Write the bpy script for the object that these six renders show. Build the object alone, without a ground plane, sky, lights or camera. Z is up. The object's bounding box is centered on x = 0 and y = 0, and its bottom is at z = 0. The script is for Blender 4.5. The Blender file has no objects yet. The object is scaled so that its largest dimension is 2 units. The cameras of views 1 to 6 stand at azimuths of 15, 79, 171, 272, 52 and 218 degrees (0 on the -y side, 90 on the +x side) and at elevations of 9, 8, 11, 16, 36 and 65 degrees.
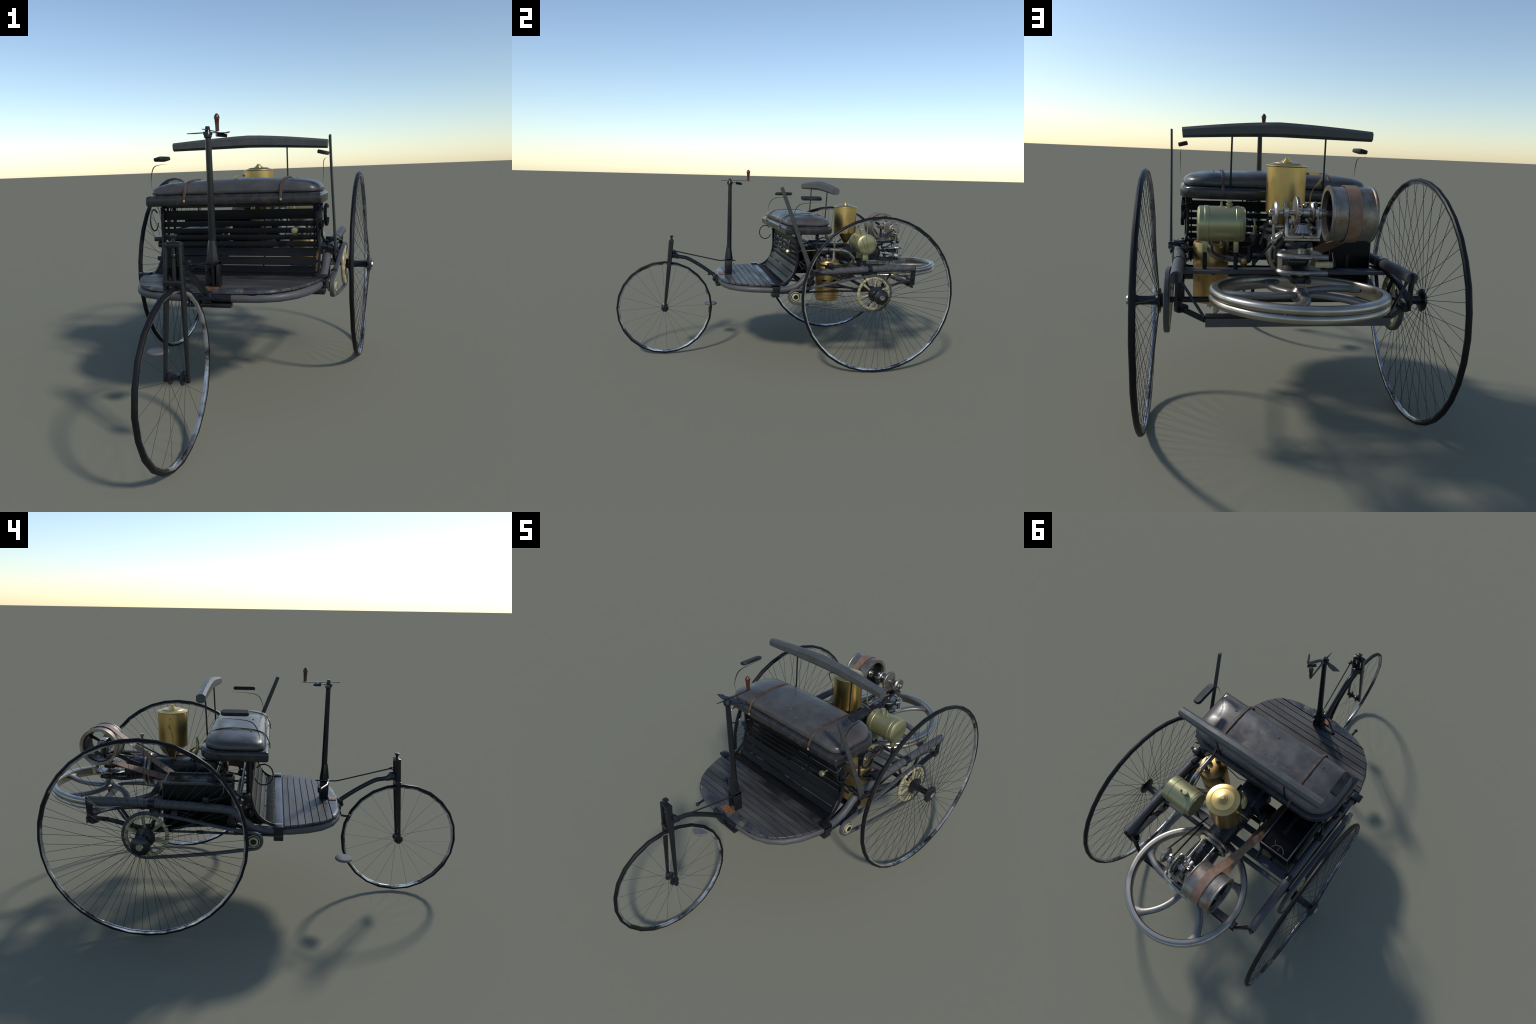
import bpy, bmesh, math, random
from mathutils import Vector, Matrix, Quaternion, noise

random.seed(7)
V = Vector
SC = bpy.context.scene

# ------------------------------------------------------------------ materials
def nodes_of(name):
    m = bpy.data.materials.new(name)
    m.use_nodes = True
    nt = m.node_tree
    return m, nt, nt.nodes["Principled BSDF"]

def mat(name, base, alt=None, rough=0.4, metal=0.0, scale=40.0, lo=0.45, hi=0.62, bump=0.0,
        bump_scale=300.0, stretch=(1, 1, 1), third=None, third_scale=9.0, third_lo=.56, third_hi=.66,
        rough_var=0.12, coat=0.0, spec=0.5, patches=()):
    """Principled material: base colour mottled with `alt`, patches of `third`, roughness variation, fine bump."""
    m, nt, p = nodes_of(name)
    L = nt.links.new
    tc = nt.nodes.new("ShaderNodeTexCoord")
    mp = nt.nodes.new("ShaderNodeMapping")
    mp.inputs["Scale"].default_value = stretch
    L(tc.outputs["Object"], mp.inputs["Vector"])
    nz = nt.nodes.new("ShaderNodeTexNoise")
    nz.inputs["Scale"].default_value = scale
    nz.inputs["Detail"].default_value = 6
    nz.inputs["Roughness"].default_value = .62
    L(mp.outputs[0], nz.inputs["Vector"])
    ramp = nt.nodes.new("ShaderNodeValToRGB")
    ramp.color_ramp.elements[0].position = lo
    ramp.color_ramp.elements[1].position = hi
    ramp.color_ramp.elements[0].color = (*base, 1)
    ramp.color_ramp.elements[1].color = (*(alt or base), 1)
    L(nz.outputs["Fac"], ramp.inputs["Fac"])
    col = ramp.outputs["Color"]
    layers = ([(third, third_scale, third_lo, third_hi)] if third else []) + list(patches)
    for k, (c3, sc3, lo3, hi3) in enumerate(layers):
        n2 = nt.nodes.new("ShaderNodeTexNoise")
        n2.noise_dimensions = "4D"
        n2.inputs["W"].default_value = 3.7 * k
        n2.inputs["Scale"].default_value = sc3
        n2.inputs["Detail"].default_value = 7
        n2.inputs["Roughness"].default_value = .7
        L(mp.outputs[0], n2.inputs["Vector"])
        r2 = nt.nodes.new("ShaderNodeValToRGB")
        r2.color_ramp.elements[0].position = lo3
        r2.color_ramp.elements[1].position = hi3
        L(n2.outputs["Fac"], r2.inputs["Fac"])
        mx = nt.nodes.new("ShaderNodeMix")
        mx.data_type = "RGBA"
        L(r2.outputs["Color"], mx.inputs["Factor"])
        L(col, mx.inputs["A"])
        mx.inputs["B"].default_value = (*c3, 1)
        col = mx.outputs["Result"]
    L(col, p.inputs["Base Color"])
    mr = nt.nodes.new("ShaderNodeMapRange")
    mr.inputs["From Min"].default_value = .3
    mr.inputs["From Max"].default_value = .7
    mr.inputs["To Min"].default_value = max(.03, rough - rough_var)
    mr.inputs["To Max"].default_value = min(1, rough + rough_var)
    L(nz.outputs["Fac"], mr.inputs["Value"])
    L(mr.outputs["Result"], p.inputs["Roughness"])
    p.inputs["Metallic"].default_value = metal
    p.inputs["Coat Weight"].default_value = coat
    p.inputs["Specular IOR Level"].default_value = spec
    if bump:
        nb = nt.nodes.new("ShaderNodeTexNoise")
        nb.inputs["Scale"].default_value = bump_scale
        nb.inputs["Detail"].default_value = 4
        L(mp.outputs[0], nb.inputs["Vector"])
        bp = nt.nodes.new("ShaderNodeBump")
        bp.inputs["Strength"].default_value = bump
        bp.inputs["Distance"].default_value = .002
        L(nb.outputs["Fac"], bp.inputs["Height"])
        L(bp.outputs["Normal"], p.inputs["Normal"])
    return m

M = {}
M["tyre"] = mat("tyre_rubber", (.005, .005, .0055), (.008, .008, .009), .45, scale=60, third=(.05, .05, .052), third_scale=30, third_lo=.70, third_hi=.74, spec=.2, rough_var=.06)
M["rim"] = mat("dull_polished_rim", (.60, .60, .63), (.36, .36, .40), .26, .8, scale=10, third=(.045, .045, .05), third_scale=4.2, third_lo=.46, third_hi=.56)
M["black"] = mat("black_enamel", (.008, .009, .0115), (.011, .012, .015), .25, scale=12, spec=.38, rough_var=.05)
M["slat"] = mat("black_slat_lacquer", (.0045, .0045, .005), (.009, .009, .0095), .42, scale=16, stretch=(.15, 1, 1), third=(.022, .016, .011), third_scale=24, third_lo=.64, third_hi=.74, spec=.16)
M["spoke"] = mat("spoke_wire", (.016, .016, .019), (.03, .03, .034), .35, .4)
M["tube"] = mat("grey_frame_paint", (.066, .065, .069), (.076, .074, .078), .5, scale=18, third=(.05, .05, .055), third_scale=7, spec=.35)
M["plank"] = mat("weathered_plank", (.048, .046, .0445), (.074, .071, .068), .42, spec=.33, scale=24, stretch=(.14, 1.0, 1), bump=.25, bump_scale=120,
                 patches=[((.020, .018, .016), 8, .48, .62), ((.085, .055, .036), 14, .60, .72), ((.12, .118, .116), 26, .66, .74)])
M["nose"] = mat("scuffed_nose_plate", (.030, .031, .034), (.062, .063, .066), .28, scale=20, third=(.17, .115, .065), third_scale=12, third_lo=.60, third_hi=.66)
M["leather"] = mat("dark_leather", (.054, .052, .050), (.075, .072, .069), .34, scale=13, bump=.10, bump_scale=150, spec=.45,
                   patches=[((.060, .042, .036), 6, .52, .68), ((.105, .104, .102), 24, .62, .74), ((.022, .021, .022), 9, .60, .72)])
M["pan"] = mat("seat_edge_leather", (.020, .0195, .021), (.034, .031, .032), .24, scale=20, third=(.056, .038, .031), third_scale=9, third_lo=.56, third_hi=.66, spec=.42)
M["roll"] = mat("bolster_leather", (.058, .061, .059), (.074, .077, .075), .5, scale=14, bump=.2, bump_scale=120, spec=.4, patches=[((.022, .023, .022), 22, .60, .67), ((.13, .137, .14), 8, .62, .68)])
M["pad"] = mat("armrest_leather", (.012, .0125, .014), (.026, .027, .030), .58, scale=22, spec=.2)
M["strap"] = mat("brown_strap", (.055, .030, .019), (.105, .056, .033), .45, scale=60)
M["belt"] = mat("tan_belt", (.185, .105, .065), (.245, .145, .095), .55, scale=30, third=(.12, .068, .042), third_scale=14)
M["brass"] = mat("tank_brass", (.62, .44, .165), (.55, .40, .16), .33, 1.0, scale=9, third=(.43, .26, .09), third_scale=8, third_lo=.50, third_hi=.70, stretch=(1, 1, .45), rough_var=.06)
M["copper"] = mat("aged_copper_brass", (.50, .34, .135), (.44, .30, .125), .38, 1.0, scale=10, third=(.36, .21, .08), third_scale=7, rough_var=.06)
M["olive"] = mat("olive_brass", (.375, .355, .19), (.34, .32, .17), .40, .7, scale=12, rough_var=.05)
M["cream"] = mat("cream_enamel", (.43, .385, .23), (.34, .29, .16), .45, scale=30, third=(.20, .15, .055), third_scale=18)
M["steel"] = mat("machined_steel", (.43, .39, .345), (.31, .285, .25), .35, 1.0, scale=30, third=(.19, .145, .11), third_scale=18, third_lo=.55, third_hi=.68, rough_var=.08)
M["fly"] = mat("flywheel_iron", (.44, .40, .345), (.36, .33, .285), .34, 1.0, scale=14, rough_var=.06)
M["flyarm"] = mat("flywheel_arm_iron", (.21, .196, .18), (.255, .24, .22), .42, .7, scale=14, rough_var=.06)
M["drum"] = mat("drum_steel", (.33, .305, .265), (.25, .23, .20), .44, .85, scale=18, third=(.21, .135, .085), third_scale=11, third_lo=.50, third_hi=.66, rough_var=.07)
M["iron"] = mat("black_cast_iron", (.012, .013, .017), (.036, .037, .042), .38, .2, scale=90, lo=.5, hi=.68, bump=.5, bump_scale=160, spec=.4)
M["box"] = mat("black_box_lacquer", (.003, .003, .0033), (.0042, .0042, .0046), .32, scale=12, spec=.10, rough_var=.05)
M["boxedge"] = mat("pale_box_edge", (.05, .055, .065), (.035, .036, .04), .35)
M["lever"] = mat("lever_iron", (.040, .042, .040), (.052, .053, .051), .48, scale=60, spec=.35)
M["wood"] = mat("red_brown_wood", (.080, .017, .007), (.045, .010, .005), .3, scale=20, stretch=(1, 1, .25))
M["patch"] = mat("tan_maker_plate", (.24, .10, .036), (.09, .038, .016), .4, scale=120, lo=.4, hi=.6)
M["step"] = mat("grey_step_plate", (.105, .10, .108), (.115, .11, .118), .6)
M["pale"] = mat("pale_floor_slat", (.05, .052, .055), (.012, .012, .013), .3, scale=7, stretch=(.5, .2, 1), lo=.42, hi=.58)
M["ink"] = mat("faded_red_ink", (.055, .024, .021), (.035, .015, .013), .5)
M["inkgrey"] = mat("faded_grey_ink", (.016, .017, .021), (.010, .010, .013), .5)

# ------------------------------------------------------------------ geometry kit: every builder returns (verts, faces)
def merge(*gs):
    vs, fs = [], []
    for g in gs:
        o = len(vs)
        vs += g[0]
        fs += [tuple(i + o for i in f) for f in g[1]]
    return vs, fs

def xf(g, m):
    return [m @ V(v) for v in g[0]], g[1]

def mirror_x(g):
    return [V((-v[0], v[1], v[2])) for v in g[0]], [tuple(reversed(f)) for f in g[1]]

def catmull(pts, n, closed=False):
    P = [V(p) for p in pts]
    out = []
    k = len(P)
    for i in range(k if closed else k - 1):
        if closed:
            a, b, c, d = P[(i - 1) % k], P[i], P[(i + 1) % k], P[(i + 2) % k]
        else:
            a = P[i - 1] if i else P[0] * 2 - P[1]
            b, c = P[i], P[i + 1]
            d = P[i + 2] if i + 2 < k else P[-1] * 2 - P[-2]
        for j in range(n):
            t = j / n
            out.append(.5 * ((2 * b) + (c - a) * t + (2 * a - 5 * b + 4 * c - d) * t * t + (3 * b - a - 3 * c + d) * t ** 3))
    if not closed:
        out.append(P[-1])
    return out

def sweep(path, section, closed=False, up=None, scales=None, cap=True, twists=None):
    """sweep a 2D section [(a,b)] along a 3D path; a runs along the side vector, b along the up vector."""
    P = [V(p) for p in path]
    n = len(P)
    T = []
    for i in range(n):
        if closed:
            t = (P[(i + 1) % n] - P[i]).normalized() + (P[i] - P[i - 1]).normalized()
        else:
            t = V()
            if i < n - 1: t += (P[i + 1] - P[i]).normalized()
            if i > 0: t += (P[i] - P[i - 1]).normalized()
        T.append(t.normalized())
    vs, fs = [], []
    u = V(up) if up else (V((0, 0, 1)) if abs(T[0].z) < .9 else V((0, 1, 0)))
    N = None
    for i in range(n):
        if up is not None or N is None:
            N = (u - T[i] * u.dot(T[i])).normalized()
        else:
            q = T[i - 1].rotation_difference(T[i])
            N = q @ N
            N = (N - T[i] * N.dot(T[i])).normalized()
        S = T[i].cross(N)
        Ni, Si = N, S
        if twists:
            q = Quaternion(T[i], twists[i])
            Ni, Si = q @ N, q @ S
        # mitre: keep thickness through corners
        k = 1.0
        s = scales[i] if scales else 1.0
        if not isinstance(s, (tuple, list)): s = (s, s)
        for a, b in section:
            vs.append(P[i] + Si * (a * s[0] * k) + Ni * (b * s[1] * k))
    m = len(section)
    for i in range(n if closed else n - 1):
        for j in range(m):
            a, b = i * m + j, i * m + (j + 1) % m
            c, d = ((i + 1) % n) * m + (j + 1) % m, ((i + 1) % n) * m + j
            fs.append((a, d, c, b))
    if cap and not closed:
        fs.append(tuple(range(m)))
        fs.append(tuple(reversed(range((n - 1) * m, n * m))))
    return vs, fs

def circ(r, k=10, r2=None):
    r2 = r2 or r
    return [(r * math.cos(2 * math.pi * i / k), r2 * math.sin(2 * math.pi * i / k)) for i in range(k)]

def rect(w, h):
    return [(-w / 2, -h / 2), (w / 2, -h / 2), (w / 2, h / 2), (-w / 2, h / 2)]

def rrect(w, h, c):
    a, b = w / 2, h / 2
    return [(-a + c, -b), (a - c, -b), (a, -b + c), (a, b - c), (a - c, b), (-a + c, b), (-a, b - c), (-a, -b + c)]

def tube(path, r, k=10, smooth=0, closed=False, scales=None):
    if smooth: path = catmull(path, smooth, closed)
    return sweep(path, circ(r, k), closed=closed, scales=scales)

def rod(a, b, r, r2=None, k=10):
    return sweep([a, b], circ(r, k), scales=[1, (r2 / r if r2 is not None else 1)])

def bar(a, b, w, h, up=(0, 0, 1), c=None):
    return sweep([a, b], rrect(w, h, c or min(w, h) * .18), up=up)

AX = {"x": Matrix(((0, 0, 1), (1, 0, 0), (0, 1, 0))).to_4x4(), "y": Matrix(((1, 0, 0), (0, 0, 1), (0, -1, 0))).to_4x4(), "z": Matrix.Identity(4)}

def lathe(profile, origin, axis="z", k=24, phase=0.0, closed=False):
    """profile [(radius, height)] turned about `axis` through origin; r = 0 closes the end."""
    vs, fs, rings = [], [], []
    for r, h in profile:
        if r <= 1e-6:
            rings.append([len(vs)])
            vs.append(V((0, 0, h)))
        else:
            st = len(vs)
            for i in range(k):
                a = 2 * math.pi * i / k + phase
                vs.append(V((r * math.cos(a), r * math.sin(a), h)))
            rings.append(list(range(st, st + k)))
    pairs = list(zip(rings, rings[1:]))
    if closed: pairs.append((rings[-1], rings[0]))
    for A, B in pairs:
        for i in range(k):
            j = (i + 1) % k
            if len(A) == 1 and len(B) == 1: continue
            if len(A) == 1: fs.append((A[0], B[j], B[i]))
            elif len(B) == 1: fs.append((A[i], A[j], B[0]))
            else: fs.append((A[i], A[j], B[j], B[i]))
    m = Matrix.Translation(origin) @ AX[axis]
    return [m @ v for v in vs], fs

def disc(r, t, origin, axis="z", k=24, bev=.15, phase=0.0):
    b = min(t, r) * bev
    h = t / 2
    return lathe([(0, -h), (r - b, -h), (r, -h + b), (r, h - b), (r - b, h), (0, h)], origin, axis, k, phase)

def ring(R, r, origin, axis="z", k=36, kk=8, flat=1.0, phase=0.0, phase2=0.0):
    return lathe([(R + r * math.cos(2 * math.pi * i / kk + phase2), r * flat * math.sin(2 * math.pi * i / kk + phase2)) for i in range(kk)], origin, axis, k, phase, closed=True)

def ball(r, o, k=14):
    return lathe([(r * math.sin(math.pi * i / 8), -r * math.cos(math.pi * i / 8)) for i in range(9)], o, "z", k)

def box(lo, hi, bev=.002):
    bm = bmesh.new()
    bmesh.ops.create_cube(bm, size=1)
    lo, hi = V(lo), V(hi)
    for v in bm.verts:
        v.co = V(((lo[i] + hi[i]) / 2 + v.co[i] * (hi[i] - lo[i]) for i in range(3)))
    if bev:
        bmesh.ops.bevel(bm, geom=bm.edges[:], offset=bev, segments=2, affect="EDGES", profile=.5)
    bm.verts.ensure_lookup_table()
    g = [v.co.copy() for v in bm.verts], [tuple(v.index for v in f.verts) for f in bm.faces]
    bm.free()
    return g

def slab(outline, t, bev=.0, plane="z", at=0.0):
    """flat outline [(a,b)] extruded by t about `at` along the plane axis."""
    b = bev
    n = len(outline)
    cx = sum(p[0] for p in outline) / n
    cy = sum(p[1] for p in outline) / n
    def shr(p):
        d = math.hypot(p[0] - cx, p[1] - cy) or 1
        f = max(0, 1 - b / d)
        return (cx + (p[0] - cx) * f, cy + (p[1] - cy) * f)
    layers = [([shr(p) for p in outline], -t / 2), (outline, -t / 2 + b), (outline, t / 2 - b), ([shr(p) for p in outline], t / 2)] if b else [(outline, -t / 2), (outline, t / 2)]
    vs, fs = [], []
    for o, h in layers:
        for a, c in o:
            vs.append({"z": V((a, c, at + h)), "x": V((at + h, a, c)), "y": V((a, at + h, c))}[plane])
    for l in range(len(layers) - 1):
        for i in range(n):
            j = (i + 1) % n
            fs.append((l * n + i, l * n + j, (l + 1) * n + j, (l + 1) * n + i))
    fs.append(tuple(reversed(range(n))))
    fs.append(tuple(range((len(layers) - 1) * n, len(layers) * n)))
    return vs, fs

def blob(g, levels=1):
    return g

def mesh_of(name, g):
    me = bpy.data.meshes.new(name)
    me.from_pydata([tuple(v) for v in g[0]], [], g[1])
    bm = bmesh.new()
    bm.from_mesh(me)
    bmesh.ops.recalc_face_normals(bm, faces=bm.faces[:])
    bm.to_mesh(me)
    bm.free()
    me.update()
    return me

def make(name, g, material, parent=None, angle=38, flat=False):
    me = mesh_of(name, g)
    me.materials.append(M[material])
    if not flat:
        me.shade_smooth()
        me.set_sharp_from_angle(angle=math.radians(angle))
    ob = bpy.data.objects.new(name, me)
    SC.collection.objects.link(ob)
    if parent: ob.parent = parent
    return ob

def instance(ob, name, matrix, parent):
    o = ob.copy()
    o.name = name
    o.parent = parent
    o.matrix_local = matrix
    SC.collection.objects.link(o)
    return o

# ------------------------------------------------------------------ the thing
root = bpy.data.objects.new("motor_tricycle", None)
SC.collection.objects.link(root)
root["label"] = "antique black three-wheeled motor carriage with brass tanks and rear flywheel"
root["category"] = "vintage vehicle"

# ---- spokes share one mesh: a unit rod along +z
spoke_mesh = None
def spoke(a, b, r, parent):
    global spoke_mesh
    if spoke_mesh is None:
        spoke_mesh = mesh_of("spoke", lathe([(0, 0), (1, 0), (1, 1), (0, 1)], (0, 0, 0), "z", 5))
        spoke_mesh.materials.append(M["spoke"])
        spoke_mesh.shade_smooth()
        spoke_mesh.set_sharp_from_angle(angle=math.radians(80))
    a, b = V(a), V(b)
    d = b - a
    o = bpy.data.objects.new("spoke", spoke_mesh)
    SC.collection.objects.link(o)
    o.parent = parent
    o.matrix_local = Matrix.LocRotScale(a, V((0, 0, 1)).rotation_difference(d.normalized()), V((r, r, d.length)))
    return o

# ================================================================== wheels
def wheel(name, cx, cy, cz, R, tyre_r, segs, flanges, n_spoke, spoke_r, flange_r, rim_w):
    ph = math.pi / 2
    rim = lathe([(R - .012, -rim_w), (R - .0192, -rim_w * .70), (R - .0205, -rim_w * .3), (R - .0205, rim_w * .3), (R - .0192, rim_w * .70), (R - .012, rim_w)], (cx, cy, cz), "x", segs, ph, closed=True)
    w = make(name, rim, "rim", root, 30)
    # tyre: slightly wavering height round the wheel, like hand-fitted solid rubber
    rnd = random.Random(int(R * 1000) + int(cx * 100))
    prof = [(R - tyre_r * .92 + tyre_r * .92 * math.cos(2 * math.pi * i / 10), tyre_r * math.sin(2 * math.pi * i / 10)) for i in range(10)]
    t = lathe(prof, (0, 0, 0), "x", segs, ph, closed=True)
    vs = []
    wob = [rnd.uniform(-.0008, .0008) for _ in range(segs)]
    for i, v in enumerate(t[0]):
        j = i % segs
        vs.append(V((v.x + wob[j] + cx, v.y + cy, v.z + cz)))
    make("tyre", (vs, t[1]), "tyre", w, 30)
    for k, (fx, sgn) in enumerate(flanges):
        for i in range(n_spoke):
            a = 2 * math.pi * (i + .5 * k) / n_spoke + .05
            lean = math.radians(7 if i % 2 else -7)
            p = V((fx, cy + flange_r * .88 * math.cos(a + lean), cz + flange_r * .88 * math.sin(a + lean)))
            q = V((cx + (fx - cx) * .06, cy + (R - .020) * math.cos(a), cz + (R - .020) * math.sin(a)))
            spoke(p, q, spoke_r, w)
    return w

for s in (1, -1):
    cx, cy, cz, R = s * .4745, .4575, .444, .444
    w = wheel("rear_wheel", cx, cy, cz, R, .0098, 36, [(s * .430, 1), (s * .5215, 1)], 32, .00095, .041, .0088)
    hub = merge(
        lathe([(0, -.018), (.024, -.018), (.026, -.002), (.040, 0), (.0445, .003), (.0445, .009), (.026, .0125), (.018, .018), (.016, .040), (.0165, .074), (.021, .083), (.038, .087), (.0445, .091), (.0425, .098), (.027, .1075), (0, .1085)],
              (0, 0, 0), "x", 9))
    m = Matrix.Translation((s * .423, cy, cz)) @ Matrix.Scale(s, 4, (1, 0, 0))
    make("hub", xf(hub, m), "black", w, 35)
    nut = lathe([(.016, 0), (.0165, .006), (.0135, .0115), (.0085, .0115), (.0075, .006), (0, .006)], (0, 0, 0), "x", 8)
    make("hub_nut", xf(nut, Matrix.Translation((s * .5265, cy, cz)) @ Matrix.Scale(s, 4, (1, 0, 0))), "steel", w, 30)

fw = wheel("front_wheel", .006, -.7145, .2875, .2855, .0092, 24, [(-.020, 1), (.032, 1)], 10, .0006, .022, .0080)
hubf = lathe([(0, -.040), (.010, -.040), (.011, -.030), (.010, -.027), (.022, -.024), (.023, -.018), (.011, -.010), (.008, 0), (.011, .010), (.023, .018), (.022, .024), (.010, .027), (.011, .032), (.010, .043), (0, .043)], (.007, -.7145, .2885), "x", 8, .3)
make("hub", hubf, "black", fw, 35)

# ================================================================== front fork and steering
fork_leg = lambda sx, top: sweep([(top, -.676, .700), (top + (sx - top) * .28, -.686, .58), (sx, -.7125, .305), (sx, -.7145, .275)],
                                 rrect(.013, .027, .004), up=(0, 1, 0), scales=[(1, 1), (1, .95), (.75, .5), (.95, .55)])
fork = make("fork", merge(fork_leg(-.031, -.019), fork_leg(.044, .028)), "black", root)
make("fork_crown", merge(box((-.025, -.689, .690), (.034, -.662, .704), .003), box((-.029, -.700, .572), (.034, -.674, .592), .003),
                         box((-.018, -.684, .702), (.027, -.665, .708), .002)), "black", fork)
make("steering_head", merge(rod((.005, -.683, .590), (.005, -.677, .692), .0095, k=10), rod((.005, -.675, .704), (.005, -.674, .722), .0065),
                            box((-.006, -.684, .720), (.016, -.664, .729), .002), ball(.011, (.005, -.680, .665))), "black", fork)
make("backbone_socket", sweep([(.005, -.674, .612), (.005, -.655, .612), (.005, -.640, .601), (.005, -.630, .598)], circ(.026, 8), scales=[.9, .85, .55, .5]), "black", fork)
backbone = make("backbone_tube", tube([(.005, -.655, .610), (.005, -.625, .600), (.005, -.590, .594), (.005, -.557, .579), (.005, -.50, .545), (.005, -.455, .514), (.006, -.405, .476)], .0115, 10, 4,
                                      scales=None), "black", root)
make("backbone_clamp", merge(box((-.074, -.414, .434), (.093, -.386, .449), .003), rod((-.07, -.397, .466), (.091, -.397, .466), .0155), box((-.012, -.428, .452), (.024, -.398, .492), .004),
                             rod((-.024, -.424, .470), (.036, -.424, .470), .006), rod((-.165, -.40, .468), (-.165, -.44, .462), .006), ball(.010, (-.165, -.436, .462))), "black", backbone)
make("steering_link", merge(tube([(.046, -.668, .641), (.043, -.655, .639), (.016, -.400, .579), (.016, -.385, .577), (.018, -.290, .577)], .0035, 8),
                            rod((.046, -.676, .641), (.046, -.655, .641), .007), bar((.010, -.672, .640), (.050, -.664, .641), .014, .008)), "black", root)
make("cross_arm", merge(tube([(.0, -.352, .585), (-.05, -.34, .577), (-.104, -.30, .568)], .005, 8), rod((-.104, -.30, .558), (-.104, -.30, .582), .008),
                        tube([(.0, -.30, .553), (-.10, -.30, .553)], .004, 6)), "black", root)

col = make("steering_column", merge(rod((.006, -.3285, .585), (.009, -.3290, 1.034), .0145, .0108, 14)), "black", root)
make("column_pedestal", merge(box((-.021, -.352, .4925), (-.012, -.312, .590), .003), box((.022, -.352, .4925), (.031, -.312, .590), .003), box((-.021, -.352, .576), (.031, -.312, .592), .003),
                              lathe([(.024, 0), (.0225, .02), (.017, .06), (.0135, .078)], (.005, -.331, .588), "z", 8, .39),
                              rod((.005, -.332, .50), (.005, -.332, .58), .010)), "black", col)
make("column_cap", merge(lathe([(.0115, 0), (.015, .004), (.0145, .018), (.010, .024), (.0095, .034), (.0075, .041), (0, .041)], (.008, -.329, 1.031), "z", 8),
                         bar((.002, -.345, 1.047), (.014, -.312, 1.047), .014, .012)), "black", col)
def blade(pts, z, t=.0028):
    return slab(pts, t, 0, "z", z)
tiller = make("tiller", merge(blade([(.002, -.333), (-.020, -.312), (-.050, -.305), (-.074, -.322), (-.040, -.330)], 1.0505),
                              blade([(.012, -.325), (.006, -.205), (.000, -.214), (.003, -.325)], 1.0595),
                              blade([(.010, -.338), (.030, -.300), (.056, -.268), (.066, -.274), (.088, -.320), (.078, -.316), (.060, -.285), (.036, -.318)], 1.0495),
                              blade([(.004, -.335), (.006, -.382), (.012, -.335)], 1.0595),
                              rod((.028, -.292, 1.046), (.058, -.266, 1.040), .009, .006, 8)), "black", root)
make("handle", lathe([(.0075, -.001), (.0078, .02), (.0092, .040), (.0115, .048), (.009, .056), (.003, .063), (0, .063)], (.007, -.219, 1.063), "z", 8), "wood", tiller)

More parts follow.
